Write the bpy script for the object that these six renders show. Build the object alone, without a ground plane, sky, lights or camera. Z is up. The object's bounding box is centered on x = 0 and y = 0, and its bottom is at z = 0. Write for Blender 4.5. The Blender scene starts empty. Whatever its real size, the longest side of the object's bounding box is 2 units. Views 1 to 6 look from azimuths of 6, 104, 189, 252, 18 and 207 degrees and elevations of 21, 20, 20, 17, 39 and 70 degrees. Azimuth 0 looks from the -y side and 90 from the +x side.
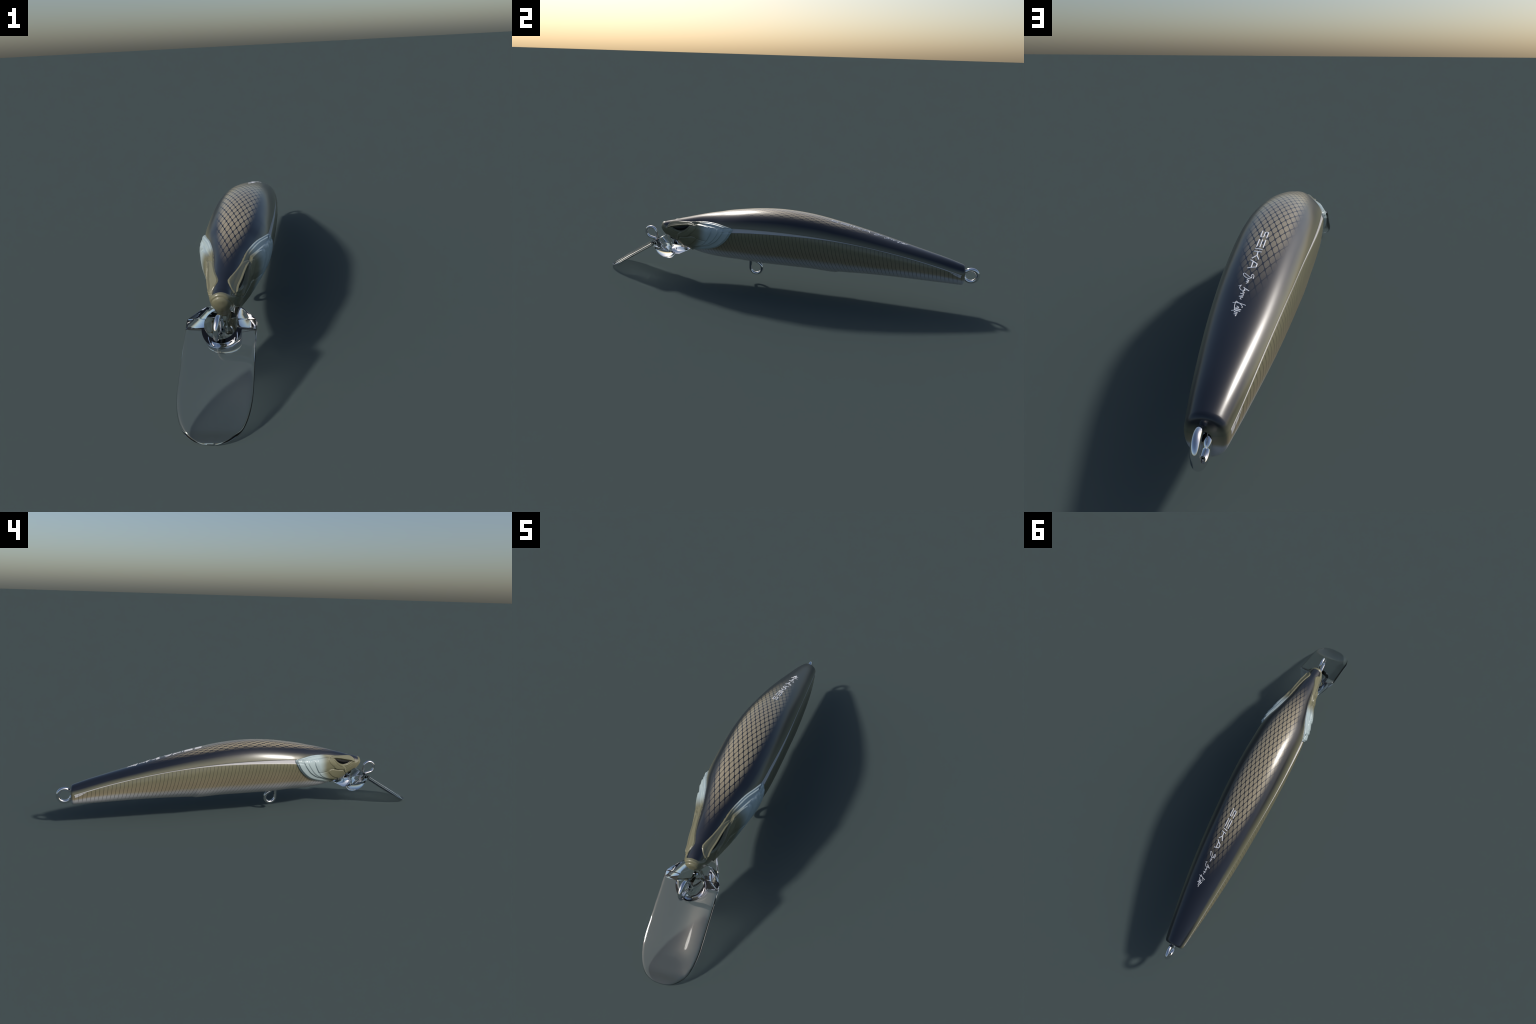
import math
import numpy as np

# ------------------------------------------------------------------ profiles
# The body runs along y (snout at -y), mirror plane x = 0.  Every knot row is
# (y, back height, belly height, half width, height fraction of the widest
#  point, roundness of the upper half, roundness of the lower half).
BODY = np.array([
    (-0.6860, 0.2624, 0.2540, 0.0075, 0.5100, 2.0000, 1.9500),
    (-0.6830, 0.2714, 0.2430, 0.0170, 0.5300, 2.0000, 1.9500),
    (-0.6760, 0.2789, 0.2295, 0.0248, 0.5500, 2.0000, 1.9300),
    (-0.6640, 0.2842, 0.2156, 0.0303, 0.5700, 2.0000, 1.8300),
    (-0.6480, 0.2889, 0.2008, 0.0338, 0.5800, 2.0000, 1.7400),
    (-0.6200, 0.2960, 0.1825, 0.0368, 0.6100, 2.0500, 1.6200),
    (-0.5800, 0.3083, 0.1665, 0.0440, 0.6650, 2.1000, 1.5600),
    (-0.5400, 0.3192, 0.1530, 0.0492, 0.6900, 2.1000, 1.6500),
    (-0.5000, 0.3303, 0.1405, 0.0550, 0.6850, 2.1000, 1.8500),
    (-0.4500, 0.3439, 0.1305, 0.0658, 0.6600, 2.0500, 2.0500),
    (-0.4000, 0.3563, 0.1247, 0.0825, 0.6250, 2.0000, 1.9800),
    (-0.3500, 0.3670, 0.1198, 0.0988, 0.5850, 2.0000, 1.7500),
    (-0.3000, 0.3785, 0.1183, 0.1130, 0.5950, 1.9500, 1.7200),
    (-0.2400, 0.3890, 0.1180, 0.1210, 0.5950, 1.9500, 1.7200),
    (-0.150, 0.4021, 0.1162, 0.1252, 0.57, 2.0, 1.9),
    (0.000, 0.4102, 0.1156, 0.1272, 0.55, 2.15, 1.85),
    (0.150, 0.3997, 0.1165, 0.1242, 0.535, 2.25, 1.8),
    (0.300, 0.3742, 0.1180, 0.1174, 0.53, 2.25, 1.85),
    (0.450, 0.3422, 0.1250, 0.1072, 0.54, 2.2, 1.95),
    (0.600, 0.3056, 0.1286, 0.0926, 0.55, 2.1, 2.1),
    (0.750, 0.2688, 0.1265, 0.0726, 0.56, 2.0, 2.2),
    (0.850, 0.2430, 0.1250, 0.0570, 0.56, 2.0, 2.3),
    (0.930, 0.2185, 0.1231, 0.0430, 0.56, 2.0, 2.3),
])
# pale lateral stripe: (y, upper edge height, lower edge height)
STRIPE = np.array([
    (-0.700, 0.2650, 0.2630), (-0.640, 0.2640, 0.2560), (-0.500, 0.2760, 0.2520),
    (-0.350, 0.3050, 0.2750), (-0.250, 0.3174, 0.2940), (-0.100, 0.3248, 0.3066),
    (0.050, 0.3250, 0.3118), (0.200, 0.3179, 0.3102), (0.400, 0.2970, 0.2930),
    (0.600, 0.2636, 0.2600), (0.800, 0.2170, 0.2130), (0.930, 0.1785, 0.1735),
])


def spline(table, col, y):
    """Smooth interpolation of one column of a knot table (cubic Hermite)."""
    k, v = table[:, 0], table[:, col]
    h = np.diff(k)
    s = np.diff(v) / h
    m = np.empty_like(v)
    m[1:-1] = (s[:-1] * h[1:] + s[1:] * h[:-1]) / (h[:-1] + h[1:])
    m[0], m[-1] = s[0], s[-1]
    i = np.clip(np.searchsorted(k, y) - 1, 0, len(k) - 2)
    t = (np.clip(y, k[0], k[-1]) - k[i]) / h[i]
    return ((2 * t**3 - 3 * t**2 + 1) * v[i] + (t**3 - 2 * t**2 + t) * h[i] * m[i]
            + (-2 * t**3 + 3 * t**2) * v[i + 1] + (t**3 - t**2) * h[i] * m[i + 1])


def section(y):
    top, bot, wid, frac, nu, nl = (spline(BODY, c, y) for c in range(1, 7))
    full = np.interp(y, [-.62, -.45], [0, 1])
    top, bot, wid, nl = top + .0010 * full, bot - .0028 * full, wid + .0014 * full, nl + .12 * full
    return top, bot, wid, bot + frac * (top - bot), nu, nl


# ------------------------------------------------------------ head relief
# Outlines of the overlapping head plates in the side view, points (y, z).
FACE = [(-.240, .315), (-.248, .295), (-.272, .256), (-.305, .222), (-.338, .198), (-.372, .183),
        (-.415, .168), (-.460, .157), (-.500, .149), (-.540, .100), (-.760, .100), (-.760, .340),
        (-.671, .340), (-.671, .290), (-.6745, .282), (-.673, .274), (-.666, .267), (-.648, .259),
        (-.640, .279), (-.622, .292), (-.590, .2985), (-.540, .3030), (-.500, .3075), (-.460, .316),
        (-.420, .3215), (-.380, .3245), (-.340, .325), (-.292, .322)]
SCUTE_A = [(-.284, .3015), (-.305, .271), (-.332, .239), (-.360, .219), (-.385, .2035), (-.44, .185),
           (-.56, .15), (-.60, .22), (-.48, .305), (-.33, .3055)]
SCUTE_B = [(-.310, .2965), (-.325, .2715), (-.355, .2355), (-.386, .2105), (-.44, .187), (-.56, .15),
           (-.60, .22), (-.47, .303), (-.36, .3045)]
CHEEK = [(-.354, .291), (-.364, .2665), (-.386, .234), (-.391, .2295), (-.418, .2275), (-.441, .2295),
         (-.455, .2315), (-.472, .2385), (-.505, .241), (-.52, .27), (-.46, .300), (-.432, .3015),
         (-.403, .3025), (-.372, .2985)]
CHIN = [(-.393, .2265), (-.402, .216), (-.422, .201), (-.447, .189), (-.475, .179), (-.54, .168),
        (-.56, .19), (-.50, .236), (-.472, .236), (-.455, .2295), (-.441, .227), (-.418, .2255)]
EYE_PLATE = [(-.448, .297), (-.458, .2775), (-.478, .2605), (-.496, .2475), (-.504, .2375), (-.539, .2265),
             (-.564, .2245), (-.593, .2345), (-.620, .2415), (-.646, .257), (-.643, .262), (-.600, .276),
             (-.545, .289), (-.500, .297)]
JAW = [(-.452, .229), (-.473, .2375), (-.505, .231), (-.539, .2235), (-.564, .2225), (-.579, .2045),
       (-.606, .186), (-.606, .10), (-.556, .10), (-.543, .1755), (-.503, .187), (-.478, .204)]
SNOUT = [(-.566, .2235), (-.593, .2345), (-.620, .2415), (-.648, .259), (-.666, .267), (-.673, .274),
         (-.6745, .282), (-.671, .290), (-.671, .340), (-.760, .340), (-.760, .100), (-.609, .100),
         (-.609, .184), (-.581, .2035)]
BROW = [(-.464, .2985), (-.500, .2935), (-.545, .2850), (-.600, .2715), (-.645, .2585), (-.640, .279),
        (-.622, .292), (-.590, .2985), (-.540, .3030), (-.500, .3055)]
EYE = [(-.497, .2935), (-.508, .2825), (-.520, .2715), (-.535, .2605), (-.556, .2525), (-.575, .2515),
       (-.593, .2545), (-.607, .2600), (-.619, .2665), (-.600, .2715), (-.545, .2850)]


def smooth(a, b, x):
    t = np.clip((x - a) / (b - a), 0.0, 1.0)
    return t * t * (3 - 2 * t)


def inside_distance(poly, y, z):
    """Signed distance to an outline in the side view, positive inside."""
    d2 = np.full(y.shape, 1e9)
    odd = np.zeros(y.shape, bool)
    n = len(poly)
    for k in range(n):
        (ay, az), (by, bz) = poly[k], poly[(k + 1) % n]
        ey, ez = by - ay, bz - az
        t = np.clip(((y - ay) * ey + (z - az) * ez) / (ey * ey + ez * ez + 1e-12), 0, 1)
        d2 = np.minimum(d2, (y - ay - t * ey) ** 2 + (z - az - t * ez) ** 2)
        if abs(ez) > 1e-9:
            crosses = (az > z) != (bz > z)
            odd ^= crosses & (y < ay + (z - az) / ez * ey)
    return np.where(odd, 1, -1) * np.sqrt(d2)


def rounded(poly, passes=2):
    """Corner cutting, so that typed outlines become curves."""
    p = np.array(poly)
    for _ in range(passes):
        q = np.roll(p, -1, axis=0)
        p = np.stack([0.78 * p + 0.22 * q, 0.22 * p + 0.78 * q], 1).reshape(-1, 2)
    return [tuple(v) for v in p]


OUTLINES = {k: rounded(v, 1) for k, v in dict(
    face=FACE, scute_a=SCUTE_A, scute_b=SCUTE_B, cheek=CHEEK, chin=CHIN, eye_plate=EYE_PLATE,
    jaw=JAW, snout=SNOUT, brow=BROW, eye=EYE).items()}


def head_relief(y, z):
    """Height of the head plates over the plain body, and the distance fields."""
    sd = {k: inside_distance(v, y, z) for k, v in OUTLINES.items()}
    base = np.interp(y, [-.70, -.62, -.50, -.40, -.30, -.24], [.0012, .0032, .0056, .0082, .0108, .0118])
    edge = smooth(-.0012, .0012, sd['face'])
    bevelled = 0.55 * edge + 0.45 * smooth(.0050, .0078, sd['face'])      # double rim of the gill cover
    gill = smooth(-.47, -.43, y)
    h = base * (gill * bevelled + (1 - gill) * edge)
    step = lambda key, rise, soft=.0011: rise * smooth(-soft, soft, sd[key])
    inner = smooth(.002, .006, sd['face'])
    h = h + inner * (step('scute_a', .0040, .0008) + step('scute_b', .0028, .0008))
    h = h + inner * np.maximum.reduce([
        step('cheek', .0040, .0008),
        step('chin', .0030, .0009),
        step('jaw', .0052, .0009),
        step('eye_plate', .0056, .0009),
        step('snout', .0055) * np.interp(y, [-.67, -.62], [.55, 1])])
    # soft swelling of the cheek and a crease under the eye
    h = h + .0025 * smooth(0, .022, sd['cheek'])
    h = h - .0010 * np.exp(-((sd['eye'] + .0115) / .0022) ** 2) * (sd['brow'] < -.004)
    # overhanging brow and sunken eye
    lid = np.interp(y, [-.645, -.600, -.545, -.500, -.464], [.2585, .2715, .2850, .2935, .2985])
    h = h + .0048 * smooth(-.0014, .0014, sd['brow']) * (.12 + .88 * smooth(.016, .002, z - lid))
    sunk = smooth(-.0022, .0022, sd['eye'])
    h = h * (1 - sunk) + sunk * (base - .0015 + .0022 * smooth(0, .016, sd['eye']))
    return h, sd


# ------------------------------------------------------------ body surface
N_BACK, N_STRIPE, N_BELLY = 84, 8, 92
STRIPE_STEPS = (.03, .07, .28, .5, .72, .93, .975, 1.0)     # groove wall, floor, groove wall
TAIL_Y, TAIL_ROUND = 0.915, 0.012


def keel(y):
    """Small ballast swelling under the belly that ends in a step."""
    return 0.0048 * smooth(.14, .285, y) * (1 - smooth(.288, .318, y))


def half_section(y):
    """Half cross-sections (rows along y), from the back ridge down to the keel line."""
    top, bot, wid, mid, nu, nl = section(y)
    bot = bot - keel(y)
    zs, zl = spline(STRIPE, 1, y), spline(STRIPE, 2, y)
    zs = np.clip(zs, mid + .03 * (top - mid), top - .15 * (top - mid))
    zl = np.clip(zl, mid + .005 * (top - mid), zs - .0008)

    def angle(z):
        return np.arcsin(np.clip(((z - mid) / (top - mid)) ** (nu / 2), 0, 1))
    a_s, a_l = angle(zs), angle(zl)
    t1 = np.linspace(0, 1, N_BACK + 1)
    t1 = 1 - (1 - t1) ** 1.15
    ang = [np.pi / 2 + (a_s - np.pi / 2)[:, None] * t1[None]]
    ang.append(a_s[:, None] + (a_l - a_s)[:, None] * np.array(STRIPE_STEPS)[None])
    ang.append(a_l[:, None] + (-np.pi / 2 - a_l)[:, None] * np.linspace(0, 1, N_BELLY + 1)[None, 1:])
    a = np.concatenate(ang, 1)
    c, s = np.clip(np.cos(a), 0, 1), np.sin(a)
    e = np.where(s > 0, 2 / nu[:, None], 2 / nl[:, None])
    x = wid[:, None] * c ** e
    z = mid[:, None] + np.where(s > 0, (top - mid)[:, None], (mid - bot)[:, None]) * np.sign(s) * np.abs(s) ** e
    # the stripe is a shallow groove under a soft lip of the back
    depth = np.interp(y, [-.32, -.24, .1, .5, .895, .908], [.0, .0034, .0026, .0016, .0012, .0])[:, None]
    lip = np.interp(y, [-.32, -.24, .2, .7, .90], [.0, .0014, .0014, .0008, .0])[:, None]
    j = np.arange(a.shape[1])[None]
    above = np.maximum(z - zs[:, None], 0)
    swell = lip * np.exp(-(above / .022) ** 1.5) * (j <= N_BACK)
    floor = (j > N_BACK) & (j < N_BACK + N_STRIPE)
    wall = np.where(j == N_BACK + 1, .55, np.where(j == N_BACK + N_STRIPE - 1, .55, 1.0))
    x = np.maximum(x + swell - depth * wall * floor, 0)
    x[:, 0] = 0
    x[:, -1] = 0
    return x, z


def body_surface():
    ys = np.concatenate([
        -0.686 + 0.0195 * np.linspace(0, 1, 26) ** 1.6,
        np.arange(-0.6650, -0.225, 0.0014), np.arange(-0.222, 0.262, 0.010),
        np.arange(0.270, 0.335, 0.003), np.arange(0.340, TAIL_Y - .004, 0.010), [TAIL_Y]])
    x, z = half_section(ys)
    # closed rings: right half (x > 0) downwards, then left half upwards
    X = np.concatenate([x, -x[:, -2:0:-1]], 1)
    Z = np.concatenate([z, z[:, -2:0:-1]], 1)
    Y = np.repeat(ys[:, None], X.shape[1], 1)
    # rounded tail end: shrink the rings while moving back, then a flat face with a socket
    rows = []
    for q in np.linspace(0, math.pi / 2, 10)[1:]:
        yq = TAIL_Y + TAIL_ROUND * math.sin(q)
        x2, z2 = half_section(np.array([yq]))
        xr = np.concatenate([x2[0], -x2[0, -2:0:-1]])
        zr = np.concatenate([z2[0], z2[0, -2:0:-1]])
        cz = 0.5 * (z2[0, 0] + z2[0, -1])
        k = 1 - (TAIL_ROUND / x2.max()) * (1 - math.cos(q)) * 0.85
        rows.append((xr * k, np.full_like(xr, yq), cz + (zr - cz) * k))
    k_end = rows[-1]
    ang = np.arctan2(k_end[2] - cz, k_end[0])
    face_y = TAIL_Y + TAIL_ROUND
    hole = 0.0125
    for t in (0.25, 0.5, 0.75, 1.0):
        rows.append((k_end[0] * (1 - t) + hole * np.cos(ang) * t, np.full_like(ang, face_y),
                     k_end[2] * (1 - t) + (cz + hole * np.sin(ang)) * t))
    socket_row = len(ys) + len(rows)
    for r, dy in ((.0118, -.002), (.0112, -.018), (.004, -.020)):
        rows.append((r * np.cos(ang), np.full_like(ang, face_y + dy), cz + r * np.sin(ang)))
    X = np.concatenate([X] + [r[0][None] for r in rows])
    Y = np.concatenate([Y] + [r[1][None] for r in rows])
    Z = np.concatenate([Z] + [r[2][None] for r in rows])
    P = np.stack([X, Y, Z], -1)
    # push the head plates out along the surface normal
    du = np.gradient(P, axis=0)
    dv = np.roll(P, -1, 1) - np.roll(P, 1, 1)
    nrm = np.cross(dv, du)
    nrm /= np.linalg.norm(nrm, axis=-1, keepdims=True) + 1e-12
    h = np.zeros(X.shape)
    head = ys < -0.21
    m = int(head.sum())
    hh, sd = head_relief(Y[:m], Z[:m])
    h[:m] = hh
    # the snout dome: a shallow groove between the lip band and the dome in front
    front = np.hypot(X[:m] / 0.0275, (Z[:m] - 0.241) / 0.0295)
    groove = np.exp(-((front - 1.0) / .055) ** 2) * smooth(-.655, -.672, Y[:m]) * (Z[:m] > .226)
    dome = smooth(1.02, .80, front) * smooth(-.655, -.672, Y[:m])
    h[:m] += -.0022 * groove + .0008 * dome
    out = nrm[:m] * h[:m][..., None]
    P[:m] += out
    return P, sd, m, socket_row, ys


# =================================================================== blender
import bpy
import bmesh


class Nodes:
    """Thin helper for wiring procedural materials."""

    def __init__(self, name):
        self.mat = bpy.data.materials.new(name)
        self.mat.use_nodes = True
        self.tree = self.mat.node_tree
        self.tree.nodes.clear()
        self.out = self.new('ShaderNodeOutputMaterial')
        self.bsdf = self.new('ShaderNodeBsdfPrincipled')
        self.link(self.bsdf.outputs[0], self.out.inputs['Surface'])

    def new(self, kind, **props):
        n = self.tree.nodes.new(kind)
        for k, v in props.items():
            setattr(n, k, v)
        return n

    def link(self, a, b):
        self.tree.links.new(a, b)

    def put(self, socket, value):
        if hasattr(value, 'is_output'):
            self.link(value, socket)
        else:
            socket.default_value = value

    def math(self, op, a, b=0.0, c=0.0, clamp=False):
        n = self.new('ShaderNodeMath', operation=op, use_clamp=clamp)
        for s, v in zip(n.inputs, (a, b, c)):
            self.put(s, v)
        return n.outputs[0]

    def step(self, x, lo, hi, a=0.0, b=1.0):
        n = self.new('ShaderNodeMapRange', interpolation_type='SMOOTHSTEP')
        for s, v in zip(n.inputs[:5], (x, lo, hi, a, b)):
            self.put(s, v)
        return n.outputs[0]

    def mix(self, f, a, b):
        n = self.new('ShaderNodeMix', data_type='RGBA')
        self.put(n.inputs[0], f)
        self.put(n.inputs[6], a if hasattr(a, 'is_output') else (*a, 1))
        self.put(n.inputs[7], b if hasattr(b, 'is_output') else (*b, 1))
        return n.outputs[2]

    def ramp(self, f, stops):
        n = self.new('ShaderNodeValToRGB')
        cr = n.color_ramp
        while len(cr.elements) < len(stops):
            cr.elements.new(0.5)
        for e, (p, c) in zip(cr.elements, stops):
            e.position, e.color = p, (*c, 1)
        self.put(n.inputs[0], f)
        return n.outputs[0]

    def position(self):
        tc = self.new('ShaderNodeTexCoord')
        sp = self.new('ShaderNodeSeparateXYZ')
        self.link(tc.outputs['Object'], sp.inputs[0])
        return tc.outputs['Object'], sp.outputs[0], sp.outputs[1], sp.outputs[2]

    def curve(self, y, lo, hi, points, scale=1.0):
        """A smooth function of y given by knots; values must lie in 0..scale."""
        mr = self.new('ShaderNodeMapRange')
        for s, v in zip(mr.inputs[:5], (y, lo, hi, 0, 1)):
            self.put(s, v)
        fc = self.new('ShaderNodeFloatCurve')
        cv = fc.mapping.curves[0]
        pts = [((py - lo) / (hi - lo), pv / scale) for py, pv in points]
        while len(cv.points) < len(pts):
            cv.points.new(0.5, 0.5)
        for cp, (a, b) in zip(cv.points, pts):
            cp.location = (a, b)
        fc.mapping.update()
        self.link(mr.outputs[0], fc.inputs['Value'])
        return self.math('MULTIPLY', fc.outputs[0], scale)

    def grain(self, vec, scale, detail=3.0):
        n = self.new('ShaderNodeTexNoise')
        n.inputs['Scale'].default_value = scale
        n.inputs['Detail'].default_value = detail
        self.link(vec, n.inputs['Vector'])
        return n.outputs[0]


def profile_points(fn, lo, hi, n=26):
    ys = np.linspace(lo, hi, n)
    return list(zip(ys.tolist(), fn(ys).tolist()))


NAVY, OLIVE, TAN, PEARL = (.0100, .0125, .0195), (.138, .133, .086), (.235, .197, .127), (.44, .44, .45)
SCALE_TAN, STRIPE_GREY = (.30, .255, .172), (.50, .49, .50)
GILL_BLUE, FACE_TAN = (.37, .45, .46), (.165, .158, .097)


def gloss(N, rough=.30, spec=.5, coat=0.0):
    N.bsdf.inputs['Roughness'].default_value = rough
    N.bsdf.inputs['Specular IOR Level'].default_value = spec
    N.bsdf.inputs['Coat Weight'].default_value = coat
    N.bsdf.inputs['Coat Roughness'].default_value = .17


def back_material():
    N = Nodes('back_paint')
    vec, x, y, z = N.position()
    lo, hi = -0.70, 0.94
    zs = N.curve(y, lo, hi, profile_points(lambda q: spline(STRIPE, 1, q), lo, hi), 0.5)
    zt = N.curve(y, lo, hi, profile_points(lambda q: spline(BODY, 1, q), lo, hi), 0.5)
    up = N.math('DIVIDE', N.math('SUBTRACT', z, zs), N.math('SUBTRACT', zt, zs))
    soft = N.math('ADD', up, N.math('MULTIPLY', N.math('SUBTRACT', N.grain(vec, 9.0), .5), .05))
    base = N.ramp(soft, [(0.0, OLIVE), (.10, OLIVE), (.26, (.082, .082, .056)), (.48, NAVY), (1.0, NAVY)])
    # printed scale net: rhombic cells with rounded flanks, laid on from above
    u = N.math('DIVIDE', N.math('SUBTRACT', x, .0035), .0208)
    v = N.math('DIVIDE', N.math('ADD', y, .0245), .0525)
    a, b = N.math('ADD', u, v), N.math('SUBTRACT', u, v)
    la = N.math('SUBTRACT', a, N.math('ROUND', a))
    lb = N.math('SUBTRACT', b, N.math('ROUND', b))
    quart = lambda q: N.math('POWER', N.math('ABSOLUTE', q), 4.0)
    edge = N.math('POWER', N.math('ADD', quart(la), quart(lb)), .25)
    cell = N.step(edge, .462, .414)
    half = N.curve(y, lo, hi, [(-.70, .0), (-.58, .0), (-.50, .016), (-.40, .036), (-.30, .051), (-.20, .062),
                               (-.05, .069), (.10, .068), (.25, .060), (.40, .045), (.50, .034), (.58, .024),
                               (.64, .010), (.70, .0), (.94, .0)], 0.1)
    ax = N.math('ABSOLUTE', N.math('ADD', x, .002))
    zone = N.step(N.math('SUBTRACT', ax, half), .014, -.018)
    zone = N.math('MULTIPLY', zone, N.math('MULTIPLY', N.step(y, -.60, -.28), N.step(y, .62, .18)))
    col = N.mix(N.math('MULTIPLY', cell, zone), base, SCALE_TAN)
    N.link(col, N.bsdf.inputs['Base Color'])
    gloss(N, .29, .5, .35)
    return N.mat


def flank_material():
    N = Nodes('flank_paint')
    vec, x, y, z = N.position()
    lo, hi = -0.70, 0.94
    zl = N.curve(y, lo, hi, profile_points(lambda q: spline(STRIPE, 2, q), lo, hi), 0.5)
    zb = N.curve(y, lo, hi, profile_points(lambda q: spline(BODY, 2, q), lo, hi), 0.5)
    drop = N.math('SUBTRACT', zl, z)
    low = N.math('DIVIDE', drop, N.math('SUBTRACT', zl, zb))
    low = N.math('ADD', low, N.step(y, .45, .92, .0, .22))
    low = N.math('ADD', low, N.math('MULTIPLY', N.math('SUBTRACT', N.grain(vec, 14.0), .5), .04))
    base = N.ramp(low, [(0.0, (.155, .149, .092)), (.22, (.165, .153, .094)), (.48, TAN),
                        (.58, (.29, .245, .16)), (.72, PEARL), (1.0, PEARL)])
    # pale smear of the stripe paint at the tail
    limit = N.step(y, .835, .905, 0.0, .0125)
    smear = N.math('MULTIPLY', N.math('LESS_THAN', drop, limit), N.math('GREATER_THAN', drop, .0015))
    smear = N.math('MULTIPLY', smear, N.math('LESS_THAN', y, .908))
    base = N.mix(smear, base, STRIPE_GREY)
    # fine engraved lines that sweep back towards the belly
    d = N.math('MAXIMUM', drop, 0.0)
    shift = N.math('ADD', N.math('MULTIPLY', d, .12), N.math('MULTIPLY', N.math('MULTIPLY', d, d), 1.05))
    yy = N.math('SUBTRACT', y, shift)
    yy = N.math('SUBTRACT', yy, N.math('MULTIPLY', N.math('MULTIPLY', yy, yy), .038))
    ph = N.math('DIVIDE', N.math('SUBTRACT', yy, .0155), .01915)
    ph = N.math('ABSOLUTE', N.math('SUBTRACT', ph, N.math('ROUND', ph)))
    line = N.step(ph, .085, .035)
    line = N.math('MULTIPLY', line, N.math('MULTIPLY', N.step(low, .97, .70, .18, .76), N.step(y, .920, .905)))
    line = N.math('MULTIPLY', line, N.step(drop, .0, .003))
    base = N.mix(line, base, (.024, .024, .018))
    N.link(base, N.bsdf.inputs['Base Color'])
    bump = N.new('ShaderNodeBump')
    bump.inputs['Strength'].default_value = .25
    bump.inputs['Distance'].default_value = .0008
    N.link(N.math('SUBTRACT', 1.0, line), bump.inputs['Height'])
    N.link(bump.outputs[0], N.bsdf.inputs['Normal'])
    gloss(N, .34, .5, .2)
    return N.mat


def plate_material():
    N = Nodes('head_plate_paint')
    vec, x, y, z = N.position()
    t = N.math('ADD', y, N.math('MULTIPLY', N.math('MAXIMUM', N.math('SUBTRACT', .232, z), 0), .75))
    t = N.math('ADD', t, N.math('MULTIPLY', N.math('SUBTRACT', N.grain(vec, 12.0), .5), .02))
    col = N.mix(N.step(t, -.455, -.385), FACE_TAN, GILL_BLUE)
    N.link(col, N.bsdf.inputs['Base Color'])
    gloss(N, .30, .5)
    return N.mat


def plain_material(name, colour, rough, spec=.5, metal=0.0):
    N = Nodes(name)
    vec, x, y, z = N.position()
    g = N.grain(vec, 40.0)
    col = N.mix(N.math('MULTIPLY', g, .12), colour, tuple(c * .85 for c in colour))
    N.link(col, N.bsdf.inputs['Base Color'])
    gloss(N, rough, spec)
    N.bsdf.inputs['Metallic'].default_value = metal
    return N.mat


def clear_material():
    N = Nodes('clear_plastic')
    N.bsdf.inputs['Base Color'].default_value = (.97, .98, .98, 1)
    N.bsdf.inputs['Transmission Weight'].default_value = 1.0
    N.bsdf.inputs['IOR'].default_value = 1.46
    N.bsdf.inputs['Roughness'].default_value = 0.03
    return N.mat


MAT = dict(back=back_material(), flank=flank_material(), plate=plate_material(),
           stripe=plain_material('stripe_paint', STRIPE_GREY, .38),
           eye=plain_material('eye_lacquer', (.003, .003, .004), .30, .25),
           socket=plain_material('socket_painted_shadow', (.012, .012, .013), .6),  # base colour blackened to deepen the shade inside the tail hole
           chrome=plain_material('polished_steel_wire', (.78, .78, .80), .06, .5, 1.0),
           white=plain_material('white_print', (.80, .81, .85), .45),
           clear=clear_material())

lure = bpy.data.objects.new('fishing_lure', None)
bpy.context.scene.collection.objects.link(lure)
lure.empty_display_size = 0.1
lure['label'] = 'glossy minnow fishing lure with navy scaled back and clear lip'
lure['category'] = 'fishing lure'


def add_object(name, mesh, parent=None, material=None):
    ob = bpy.data.objects.new(name, mesh)
    bpy.context.scene.collection.objects.link(ob)
    ob.parent = parent or lure
    if material is not None:
        mesh.materials.clear()
        mesh.materials.append(material)
    return ob


def mesh_from(name, verts, faces, smooth_shade=True):
    me = bpy.data.meshes.new(name)
    me.from_pydata([tuple(map(float, v)) for v in verts], [], [tuple(map(int, f)) for f in faces])
    me.validate()
    me.update()
    if smooth_shade:
        me.polygons.foreach_set('use_smooth', [True] * len(me.polygons))
    return me


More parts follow.
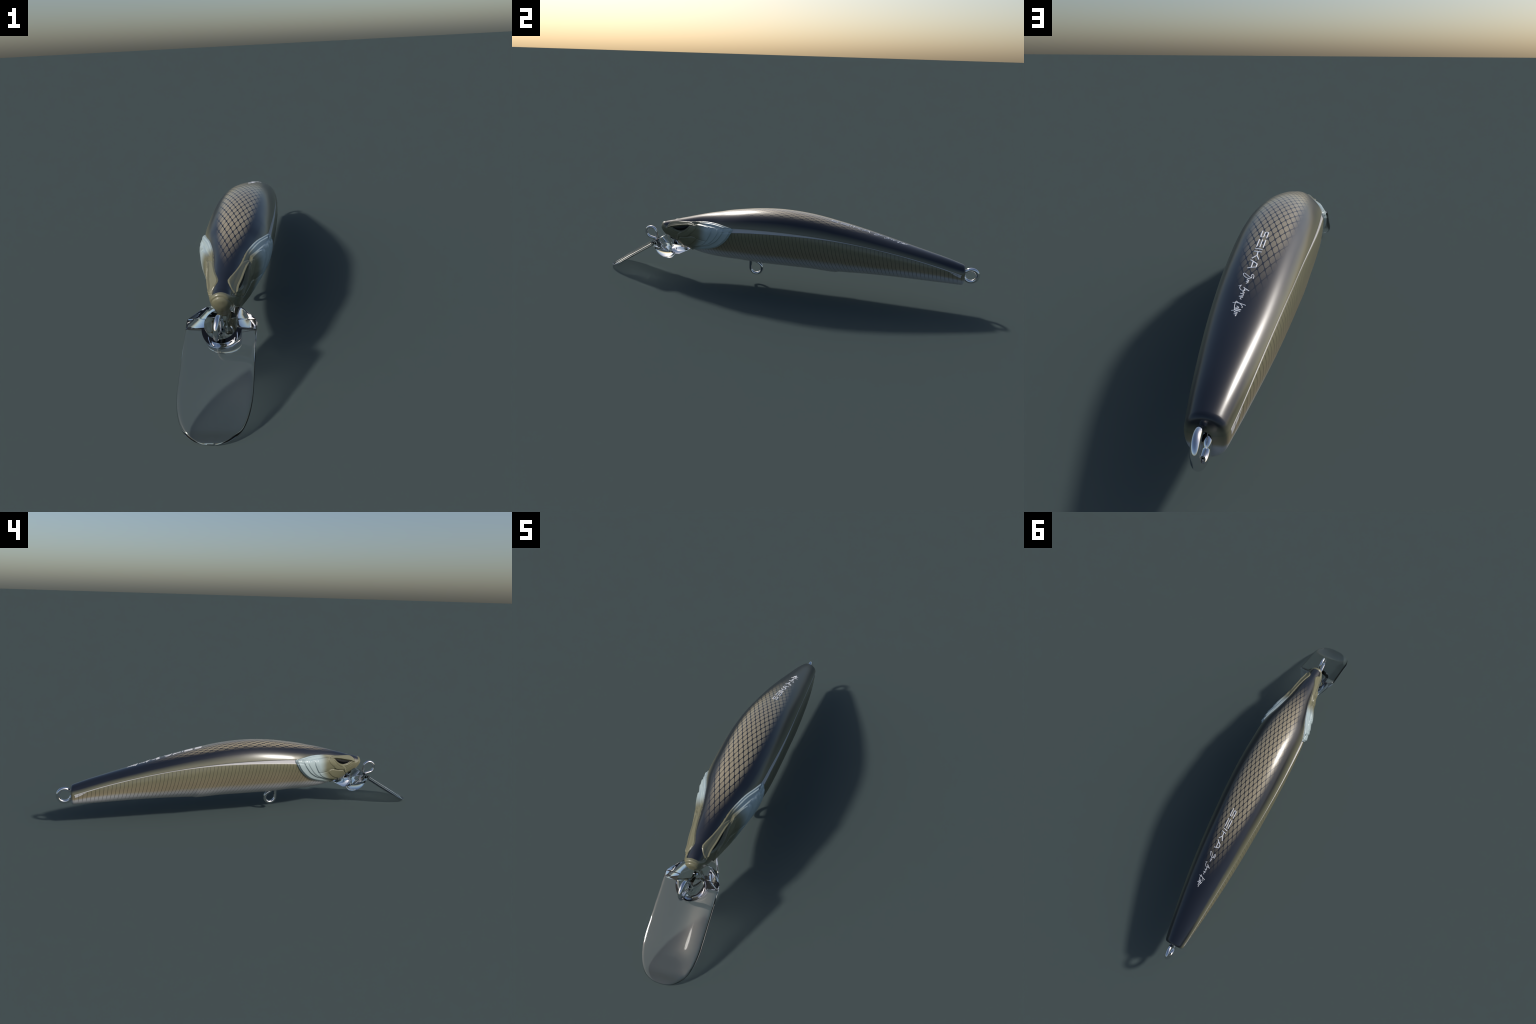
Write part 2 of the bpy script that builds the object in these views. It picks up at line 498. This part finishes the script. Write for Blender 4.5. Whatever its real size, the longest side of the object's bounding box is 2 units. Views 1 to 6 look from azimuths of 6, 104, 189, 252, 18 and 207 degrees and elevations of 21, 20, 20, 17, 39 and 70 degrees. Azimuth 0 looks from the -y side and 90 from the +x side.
# ------------------------------------------------------------------- body
def build_body():
    P, sd, m, socket_row, ys = body_surface()
    R, C = P.shape[:2]
    verts = np.concatenate([P.reshape(-1, 3), [[0, -.6895, .2580]], [[0, TAIL_Y - .008, P[-1, :, 2].mean()]]])
    i, j = np.meshgrid(np.arange(R - 1), np.arange(C), indexing='ij')
    j2 = (j + 1) % C
    quads = np.stack([i * C + j, (i + 1) * C + j, (i + 1) * C + j2, i * C + j2], -1).reshape(-1, 4)
    qi, qj = i.ravel(), j.ravel()
    # whole-surface normals
    p0, p1, p2, p3 = (verts[quads[:, k]] for k in range(4))
    fn = np.cross(p2 - p0, p3 - p1)
    fn *= -1 if fn[np.argmax(p0[:, 2])][2] < 0 else 1
    vn = np.zeros_like(verts)
    for k in range(4):
        np.add.at(vn, quads[:, k], fn)
    vn[-2], vn[-1] = (0, -1, 0), (0, 1, 0)
    vn /= np.linalg.norm(vn, axis=1, keepdims=True) + 1e-12
    # which way do the quads wind?
    if np.cross(p1 - p0, p3 - p0)[np.argmax(p0[:, 2])][2] < 0:
        quads = quads[:, ::-1]
    # regions
    def quad_mean(a):
        full = np.full((R, C), -1.0)
        full[:m] = a
        f = full.ravel()
        return f[quads].mean(1)
    S = {k: quad_mean(v) for k, v in sd.items()}
    half = (C // 2)
    jj = np.where(qj < half, qj, C - 1 - qj)
    region = np.full(len(quads), 0)
    names = ['back', 'side_stripe', 'flank', 'gill_cover', 'cheek_plate', 'jaw', 'snout', 'brow', 'eye', 'tail_socket', 'tail_end']
    region[(jj >= N_BACK + 1) & (jj < N_BACK + N_STRIPE - 1)] = 1
    region[jj >= N_BACK + N_STRIPE - 1] = 2
    face_y = verts[quads].mean(1)[:, 1]
    region[(region == 1) & (face_y > .9085)] = 2
    region[S['face'] > -.0009] = 3
    face = region == 3
    region[face & (S['cheek'] > -.0009)] = 4
    region[face & (S['eye_plate'] > -.0009)] = 4
    region[face & (S['jaw'] > -.0009)] = 5
    region[face & (S['snout'] > -.0009)] = 6
    region[face & (S['brow'] > -.0009)] = 7
    region[face & (S['eye'] > .0022)] = 8
    region[(qi >= socket_row - 1)] = 9
    right = verts[quads].mean(1)[:, 0] > 0
    fans_front = [(C * 0 + (k + 1) % C, k, len(verts) - 2) for k in range(C)]
    fans_back = [((R - 1) * C + k, (R - 1) * C + (k + 1) % C, len(verts) - 1) for k in range(C)]
    made = {}

    def emit(name, mask, material, extra=()):
        q = quads[mask]
        used = np.unique(np.concatenate([q.ravel()] + [np.array(extra, int).ravel()])).astype(int)
        remap = np.full(len(verts), -1)
        remap[used] = np.arange(len(used))
        faces = [tuple(f) for f in remap[q].tolist()] + [tuple(int(remap[k]) for k in f) for f in extra]
        me = bpy.data.meshes.new(name)
        me.from_pydata(verts[used].tolist(), [], faces)
        me.polygons.foreach_set('use_smooth', [True] * len(me.polygons))
        me.update()
        me.normals_split_custom_set_from_vertices(vn[used].tolist())
        made[name] = add_object(name, me, None, material)
        return made[name]

    emit('back', region == 0, MAT['back'])
    emit('flank', region == 2, MAT['flank'])
    emit('snout', region == 6, MAT['plate'], fans_front)
    emit('tail_socket', region == 9, MAT['socket'], fans_back)
    for k, mat in ((1, 'stripe'), (3, 'plate'), (4, 'plate'), (5, 'plate'), (7, 'plate'), (8, 'eye')):
        for s in (right, ~right):
            emit(names[k], (region == k) & s, MAT[mat])
    return P, ys


P_BODY, Y_BODY = build_body()


# ---------------------------------------------------------------- wire eyelets
def catmull(points, per=10):
    p = np.array(points, float)
    q = np.vstack([2 * p[0] - p[1], p, 2 * p[-1] - p[-2]])
    out = []
    for k in range(1, len(q) - 2):
        for t in np.linspace(0, 1, per, endpoint=False):
            out.append(0.5 * (2 * q[k] + (q[k + 1] - q[k - 1]) * t
                              + (2 * q[k - 1] - 5 * q[k] + 4 * q[k + 1] - q[k + 2]) * t**2
                              + (3 * q[k] - q[k - 1] - 3 * q[k + 1] + q[k + 2]) * t**3))
    out.append(p[-1])
    return np.array(out)


def outward(me):
    bm = bmesh.new()
    bm.from_mesh(me)
    bmesh.ops.recalc_face_normals(bm, faces=bm.faces)
    bm.to_mesh(me)
    bm.free()
    return me


def tube(name, path, radius, sides=20):
    path = np.array(path)
    tan = np.gradient(path, axis=0)
    tan /= np.linalg.norm(tan, axis=1, keepdims=True)
    ref = np.array([1.0, 0, 0])
    verts, faces = [], []
    for p, t in zip(path, tan):
        b = np.cross(t, ref)
        b /= np.linalg.norm(b)
        n = np.cross(b, t)
        for k in range(sides):
            a = 2 * math.pi * k / sides
            verts.append(p + radius * (math.cos(a) * n + math.sin(a) * b))
    for i in range(len(path) - 1):
        for k in range(sides):
            k2 = (k + 1) % sides
            faces.append((i * sides + k, i * sides + k2, (i + 1) * sides + k2, (i + 1) * sides + k))
    faces.append(tuple(range(sides))[::-1])
    faces.append(tuple((len(path) - 1) * sides + k for k in range(sides)))
    return outward(mesh_from(name, verts, faces))


def ring_points(cy, cz, r, a0, a1, n, x0=0.0, x1=0.0):
    """Arc in the mirror plane; angles in degrees, 0 = +y, 90 = up."""
    out = []
    for t in np.linspace(0, 1, n):
        a = math.radians(a0 + (a1 - a0) * t)
        out.append((x0 + (x1 - x0) * t, cy + r * math.cos(a), cz + r * math.sin(a)))
    return out


tail_path = catmull([(.006, .900, .184), (.006, .915, .188)] + ring_points(.9580, .1704, .0328, 135, -160, 16, .005, -.005)
                    + [(-.006, .915, .168), (-.006, .900, .174)], 6)
add_object('tail_eyelet', tube('tail_eyelet', tail_path, .0096), None, MAT['chrome'])

belly_path = catmull([(.003, -.172, .150), (.003, -.1735, .115)] + ring_points(-.1429, .0735, .0315, 175, 425, 16, .003, -.003)
                     + [(-.003, -.150, .116), (-.003, -.165, .150)], 6)
add_object('belly_eyelet', tube('belly_eyelet', belly_path, .0084), None, MAT['chrome'])

tow_path = catmull([(.0045, -.640, .118), (.0045, -.700, .160), (.0045, -.7215, .186)]
                   + ring_points(-.7590, .2100, .0312, 5, 265, 16, .0045, -.0045)
                   + [(-.0045, -.735, .172), (-.0045, -.700, .150), (-.0045, -.640, .108)], 6)
add_object('tow_eyelet', tube('tow_eyelet', tow_path, .0077), None, MAT['chrome'])


# ------------------------------------------------------------------ clear lip
SLOPE = 0.63                      # rise of the blade's upper face towards the body
def blade_top(y):
    return 0.0060 + (y + 1.0) * SLOPE


def blade_half_width(y):
    t = max((-.862 - y) / .138, 0.0)
    return .1055 * max(1 - t ** 2.4, 0) ** (1 / 2.4)


def shade_by_angle(me, degrees=35):
    me.polygons.foreach_set('use_smooth', [True] * len(me.polygons))
    me.set_sharp_from_angle(angle=math.radians(degrees))


def apply_modifiers(ob):
    dg = bpy.context.evaluated_depsgraph_get()
    me = bpy.data.meshes.new_from_object(ob.evaluated_get(dg))
    ob.modifiers.clear()
    old = ob.data
    ob.data = me
    me.name = old.name
    return ob


def loft(name, rings):
    U = len(rings[0])
    verts = [p for r in rings for p in r]
    faces = [(i * U + k, i * U + (k + 1) % U, (i + 1) * U + (k + 1) % U, (i + 1) * U + k)
             for i in range(len(rings) - 1) for k in range(U)]
    faces.append(tuple(range(U))[::-1])
    faces.append(tuple((len(rings) - 1) * U + k for k in range(U)))
    me = mesh_from(name, verts, faces)
    bm = bmesh.new()
    bm.from_mesh(me)
    bmesh.ops.recalc_face_normals(bm, faces=bm.faces)
    bm.to_mesh(me)
    bm.free()
    return me


def blade_mesh():
    """Clear lens-like blade: upper face slightly arched, lower face bulging, thin rim and tip."""
    ys = np.concatenate([np.linspace(-.690, -.862, 14)[:-1],
                         -.862 - .1375 * np.sin(np.linspace(0, math.pi / 2, 26))])
    rings = []
    for y in ys:
        b = max(blade_half_width(y), .004)
        zt = blade_top(y)
        body = float(smooth(-1.003, -.885, np.array(y))) * (b / .1055) ** 1.2
        rim = .0055 + .0125 * float(smooth(-1.0, -.955, np.array(y)))
        r = min(.0048, b * .35, rim * .48)
        upper = lambda x: zt + body * (.0026 - .0022 * (x / b) ** 2)
        lower = lambda x: upper(x) - rim - .0170 * body * (1 - (x / b) ** 2)
        half = [(q * (b - r), upper(q * (b - r))) for q in np.linspace(0, 1, 13)]
        z0, z1 = upper(b - r), lower(b - r)
        for q in np.linspace(0, math.pi, 9)[1:-1]:
            half.append((b - r + r * math.sin(q), .5 * (z0 + z1) + .5 * (z0 - z1) * math.cos(q)))
        half += [(q * (b - r), lower(q * (b - r))) for q in np.linspace(1, 0, 13)]
        rings.append([(x, y, max(z, .0)) for x, z in half] + [(-x, y, max(z, .0)) for x, z in half[-2:0:-1]])
    return loft('blade', rings)


def hull(name, pts):
    bm = bmesh.new()
    for p in pts:
        bm.verts.new(p)
    bmesh.ops.convex_hull(bm, input=bm.verts)
    bmesh.ops.dissolve_limit(bm, angle_limit=math.radians(4), verts=bm.verts, edges=bm.edges)
    bmesh.ops.recalc_face_normals(bm, faces=bm.faces)
    me = bpy.data.meshes.new(name)
    bm.to_mesh(me)
    bm.free()
    return me


def ellipse_rings(stations, n=48):
    """Rings (centre x, y, z, radius x, radius along the slope, tilt) stacked into a tapered solid."""
    rings = []
    for cy, cz, rx, ry, tilt in stations:
        c, s_ = math.cos(tilt), math.sin(tilt)
        rings.append([(rx * math.cos(2 * math.pi * k / n), cy + ry * math.sin(2 * math.pi * k / n) * c,
                       cz + ry * math.sin(2 * math.pi * k / n) * s_) for k in range(n)])
    return rings


TILT = math.atan(SLOPE)
# shoulders: a solid block behind the blade that flares up to the chin
block_pts = []
for s in (1, -1):
    block_pts += [(s * .104, -.689, .2015), (s * .1035, -.700, .1670), (s * .060, -.650, .2200), (s * .030, -.640, .222),
                  (s * .060, -.600, .1680), (s * .062, -.640, .1480), (s * .030, -.530, .1560), (s * .030, -.565, .1290),
                  (s * .020, -.520, .1420), (s * .024, -.585, .1070), (s * .030, -.615, .1080)]
block = add_object('block', hull('block', block_pts))
bev = block.modifiers.new('edge', 'BEVEL')
bev.width, bev.segments = .0045, 3
apply_modifiers(block)
blade = add_object('blade', blade_mesh())
# bowl under the tow eyelet, and the pocket that opens through the upper face
bowl = add_object('bowl', loft('bowl', ellipse_rings(
    [(-.6560, .0700, .004, .004, 0)]
    + [(-.6560 - .0235 * q, .0700 + .062 * q, .052 * math.sqrt(1 - (1 - q) ** 2.2), .056 * math.sqrt(1 - (1 - q) ** 2.2), TILT * q * .5)
       for q in (.03, .08, .16, .28, .42, .58, .76, 1.0)]
    + [(-.690, .165, .060, .066, TILT * .8), (-.7000, .190, .060, .066, TILT)])))
pocket = add_object('pocket', loft('pocket', ellipse_rings(
    [(-.6700, .1120, .004, .004, 0)]
    + [(-.6700 - .018 * q, .1120 + .045 * q, .0450 * math.sqrt(1 - (1 - q) ** 2.2), .048 * math.sqrt(1 - (1 - q) ** 2.2), TILT * q * .7)
       for q in (.03, .08, .16, .28, .42, .58, .76, 1.0)]
    + [(-.695, .177, .0470, .0510, TILT * .9), (-.702, .1945, .0500, .0545, TILT), (-.712, .225, .0580, .0620, TILT)])))
web = add_object('web', hull('web', [(sx * .008, y, z) for sx in (1, -1) for y, z in
       ((-.722, .164), (-.700, .184), (-.640, .190), (-.600, .150), (-.620, .100), (-.665, .078), (-.700, .100))]))


def combine(target, other, how):
    m_ = target.modifiers.new(how, 'BOOLEAN')
    m_.operation, m_.solver, m_.object = how, 'EXACT', other
    m_.use_self, m_.use_hole_tolerant = True, True
    apply_modifiers(target)


for part, how in ((block, 'UNION'), (bowl, 'UNION'), (pocket, 'DIFFERENCE'), (web, 'UNION')):
    combine(blade, part, how)
for ob in (block, bowl, pocket, web):
    bpy.data.objects.remove(ob)

lip = bpy.data.objects.new('diving_lip', None)
bpy.context.scene.collection.objects.link(lip)
lip.parent = lure
whole = blade.data
centres = np.empty(len(whole.polygons) * 3)
whole.polygons.foreach_get('center', centres)
mounts = centres.reshape(-1, 3)[:, 1] > -.775
for name, drop_mask in (('lip_blade', mounts), ('lip_mount', ~mounts)):
    me = whole.copy()
    bm = bmesh.new()
    bm.from_mesh(me)
    bm.faces.ensure_lookup_table()
    bmesh.ops.delete(bm, geom=[f for f, d in zip(bm.faces, drop_mask) if d], context='FACES')
    bm.to_mesh(me)
    bm.free()
    me.name = name
    shade_by_angle(me, 32)
    add_object(name, me, lip, MAT['clear'])
bpy.data.objects.remove(blade)


# ------------------------------------------------------------------ lettering
def back_height(x, y):
    top, bot, wid, mid, nu, nl = section(np.atleast_1d(np.asarray(y, float)))
    return mid + (top - mid) * np.maximum(1 - np.abs(np.atleast_1d(x) / wid) ** nu, 0) ** (1 / nu)


def ribbon(strokes, width, lift=.0009, curved=False):
    """Flat printed strokes laid on the back; points are (x, y) seen from above."""
    verts, faces = [], []
    for st in strokes:
        p = np.array(st, float)
        if curved:
            p = catmull(np.c_[p, np.zeros(len(p))], 5)[:, :2]
        else:
            fine = [p[0]]
            for a, b in zip(p[:-1], p[1:]):
                k = max(2, int(np.linalg.norm(b - a) / .003))
                fine += [a + (b - a) * t for t in np.linspace(0, 1, k + 1)[1:]]
            p = np.array(fine)
        keep = [0] + [k for k in range(1, len(p)) if np.linalg.norm(p[k] - p[k - 1]) > 1e-6]
        p = p[keep]
        t = np.gradient(p, axis=0)
        t /= np.linalg.norm(t, axis=1, keepdims=True) + 1e-9
        p[0] -= t[0] * width * .5
        p[-1] += t[-1] * width * .5
        n = np.c_[-t[:, 1], t[:, 0]]
        base = len(verts)
        prof = [(-.55, -.001), (-.46, lift), (0, lift * 1.05), (.46, lift), (.55, -.001)]
        for q, m_ in zip(p, n):
            for o, dz in prof:
                xy = q + m_ * o * width
                verts.append((xy[0], xy[1], float(back_height(xy[0], xy[1])[0]) + dz))
        w = len(prof)
        for i in range(len(p) - 1):
            for k in range(w - 1):
                faces.append((base + i * w + k, base + i * w + k + 1, base + (i + 1) * w + k + 1, base + (i + 1) * w + k))
    me = mesh_from('print', verts, faces)
    bm = bmesh.new()
    bm.from_mesh(me)
    bmesh.ops.recalc_face_normals(bm, faces=bm.faces)
    up = sum(f.normal.z for f in bm.faces)
    if up < 0:
        bmesh.ops.reverse_faces(bm, faces=bm.faces)
    bm.to_mesh(me)
    bm.free()
    return me


# block capitals: baseline at larger x, letters run towards the tail
XB, XC, XM = .0172, -.0022, .0075
LETTERS = [
    [[(XC, .2900), (XC, .2590), (XC + .0022, .2555), (XM - .0006, .2555), (XM + .0002, .2590), (XM + .0002, .2800),
      (XM + .0016, .2850), (XB - .0022, .2850), (XB, .2810), (XB, .2480)]],
    [[(XC, .3030), (XC, .3440)], [(XM, .3015), (XM, .3425)], [(XB, .2998), (XB, .3400)]],
    [[(XB, .3500), (XC, .3555)]],
    [[(XB, .3650), (XC, .3690)], [(XM, .3680), (XM - .0008, .3860)], [(XC, .4060), (XM - .0008, .3860), (XB, .4000)]],
    [[(XB + .001, .4100), (XC, .4280), (XC, .4430), (XB + .001, .4475)], [(XM + .0035, .4170), (XM + .0030, .4455)]],
]
lettering = bpy.data.objects.new('lettering', None)
bpy.context.scene.collection.objects.link(lettering)
lettering.parent = lure
for strokes in LETTERS:
    add_object('block_letter', ribbon(strokes, .0034), lettering, MAT['white'])

SCRIPT = [
    [[(-.0053, .4951), (-.0052, .4829), (-.0011, .4764), (.0014, .4807), (-.0010, .4895), (.0039, .4948), (.0128, .4920),
      (.0216, .4822), (.0249, .4740), (.0225, .4711), (.0150, .4780), (.0065, .4872), (-.0012, .4927)],
     [(.0043, .4971), (.0086, .4986), (.0084, .5040), (.0040, .5032), (.0056, .5082), (.0101, .5085), (.0042, .5106), (.0082, .5158)]],
    [[(.0250, .5252), (.0179, .5230), (.0209, .5256), (.0207, .5343), (.0150, .5434), (.0084, .5448), (.0070, .5375),
      (.0113, .5319), (.0035, .5388), (-.0055, .5456), (.0018, .5424), (.0058, .5447), (.0090, .5504)],
     [(.0095, .5518), (.0045, .5544), (.0097, .5588), (.0139, .5560), (.0044, .5626), (.0096, .5670), (.0146, .5685),
      (.0043, .5709), (.0104, .5754), (.0065, .5807)]],
    [[(.0243, .5912), (.0104, .5943), (-.0090, .6015)],
     [(.0187, .5926), (.0164, .5873), (.0128, .5915), (.0055, .5967), (-.0020, .6067), (-.0022, .6114)],
     [(.0184, .5938), (.0169, .6074), (.0146, .6205), (.0203, .6217)],
     [(.0111, .6061), (.0055, .6114), (.0104, .6129), (.0136, .6140), (-.0020, .6196), (.0100, .6180), (.0137, .6205),
      (-.0010, .6250), (.0093, .6245), (.0127, .6283), (.0044, .6307), (.0086, .6347), (.0120, .6348), (.0055, .6372), (.0068, .6423)]],
]
for strokes in SCRIPT:
    add_object('script_word', ribbon(strokes, .0016, .0008, True), lettering, MAT['white'])
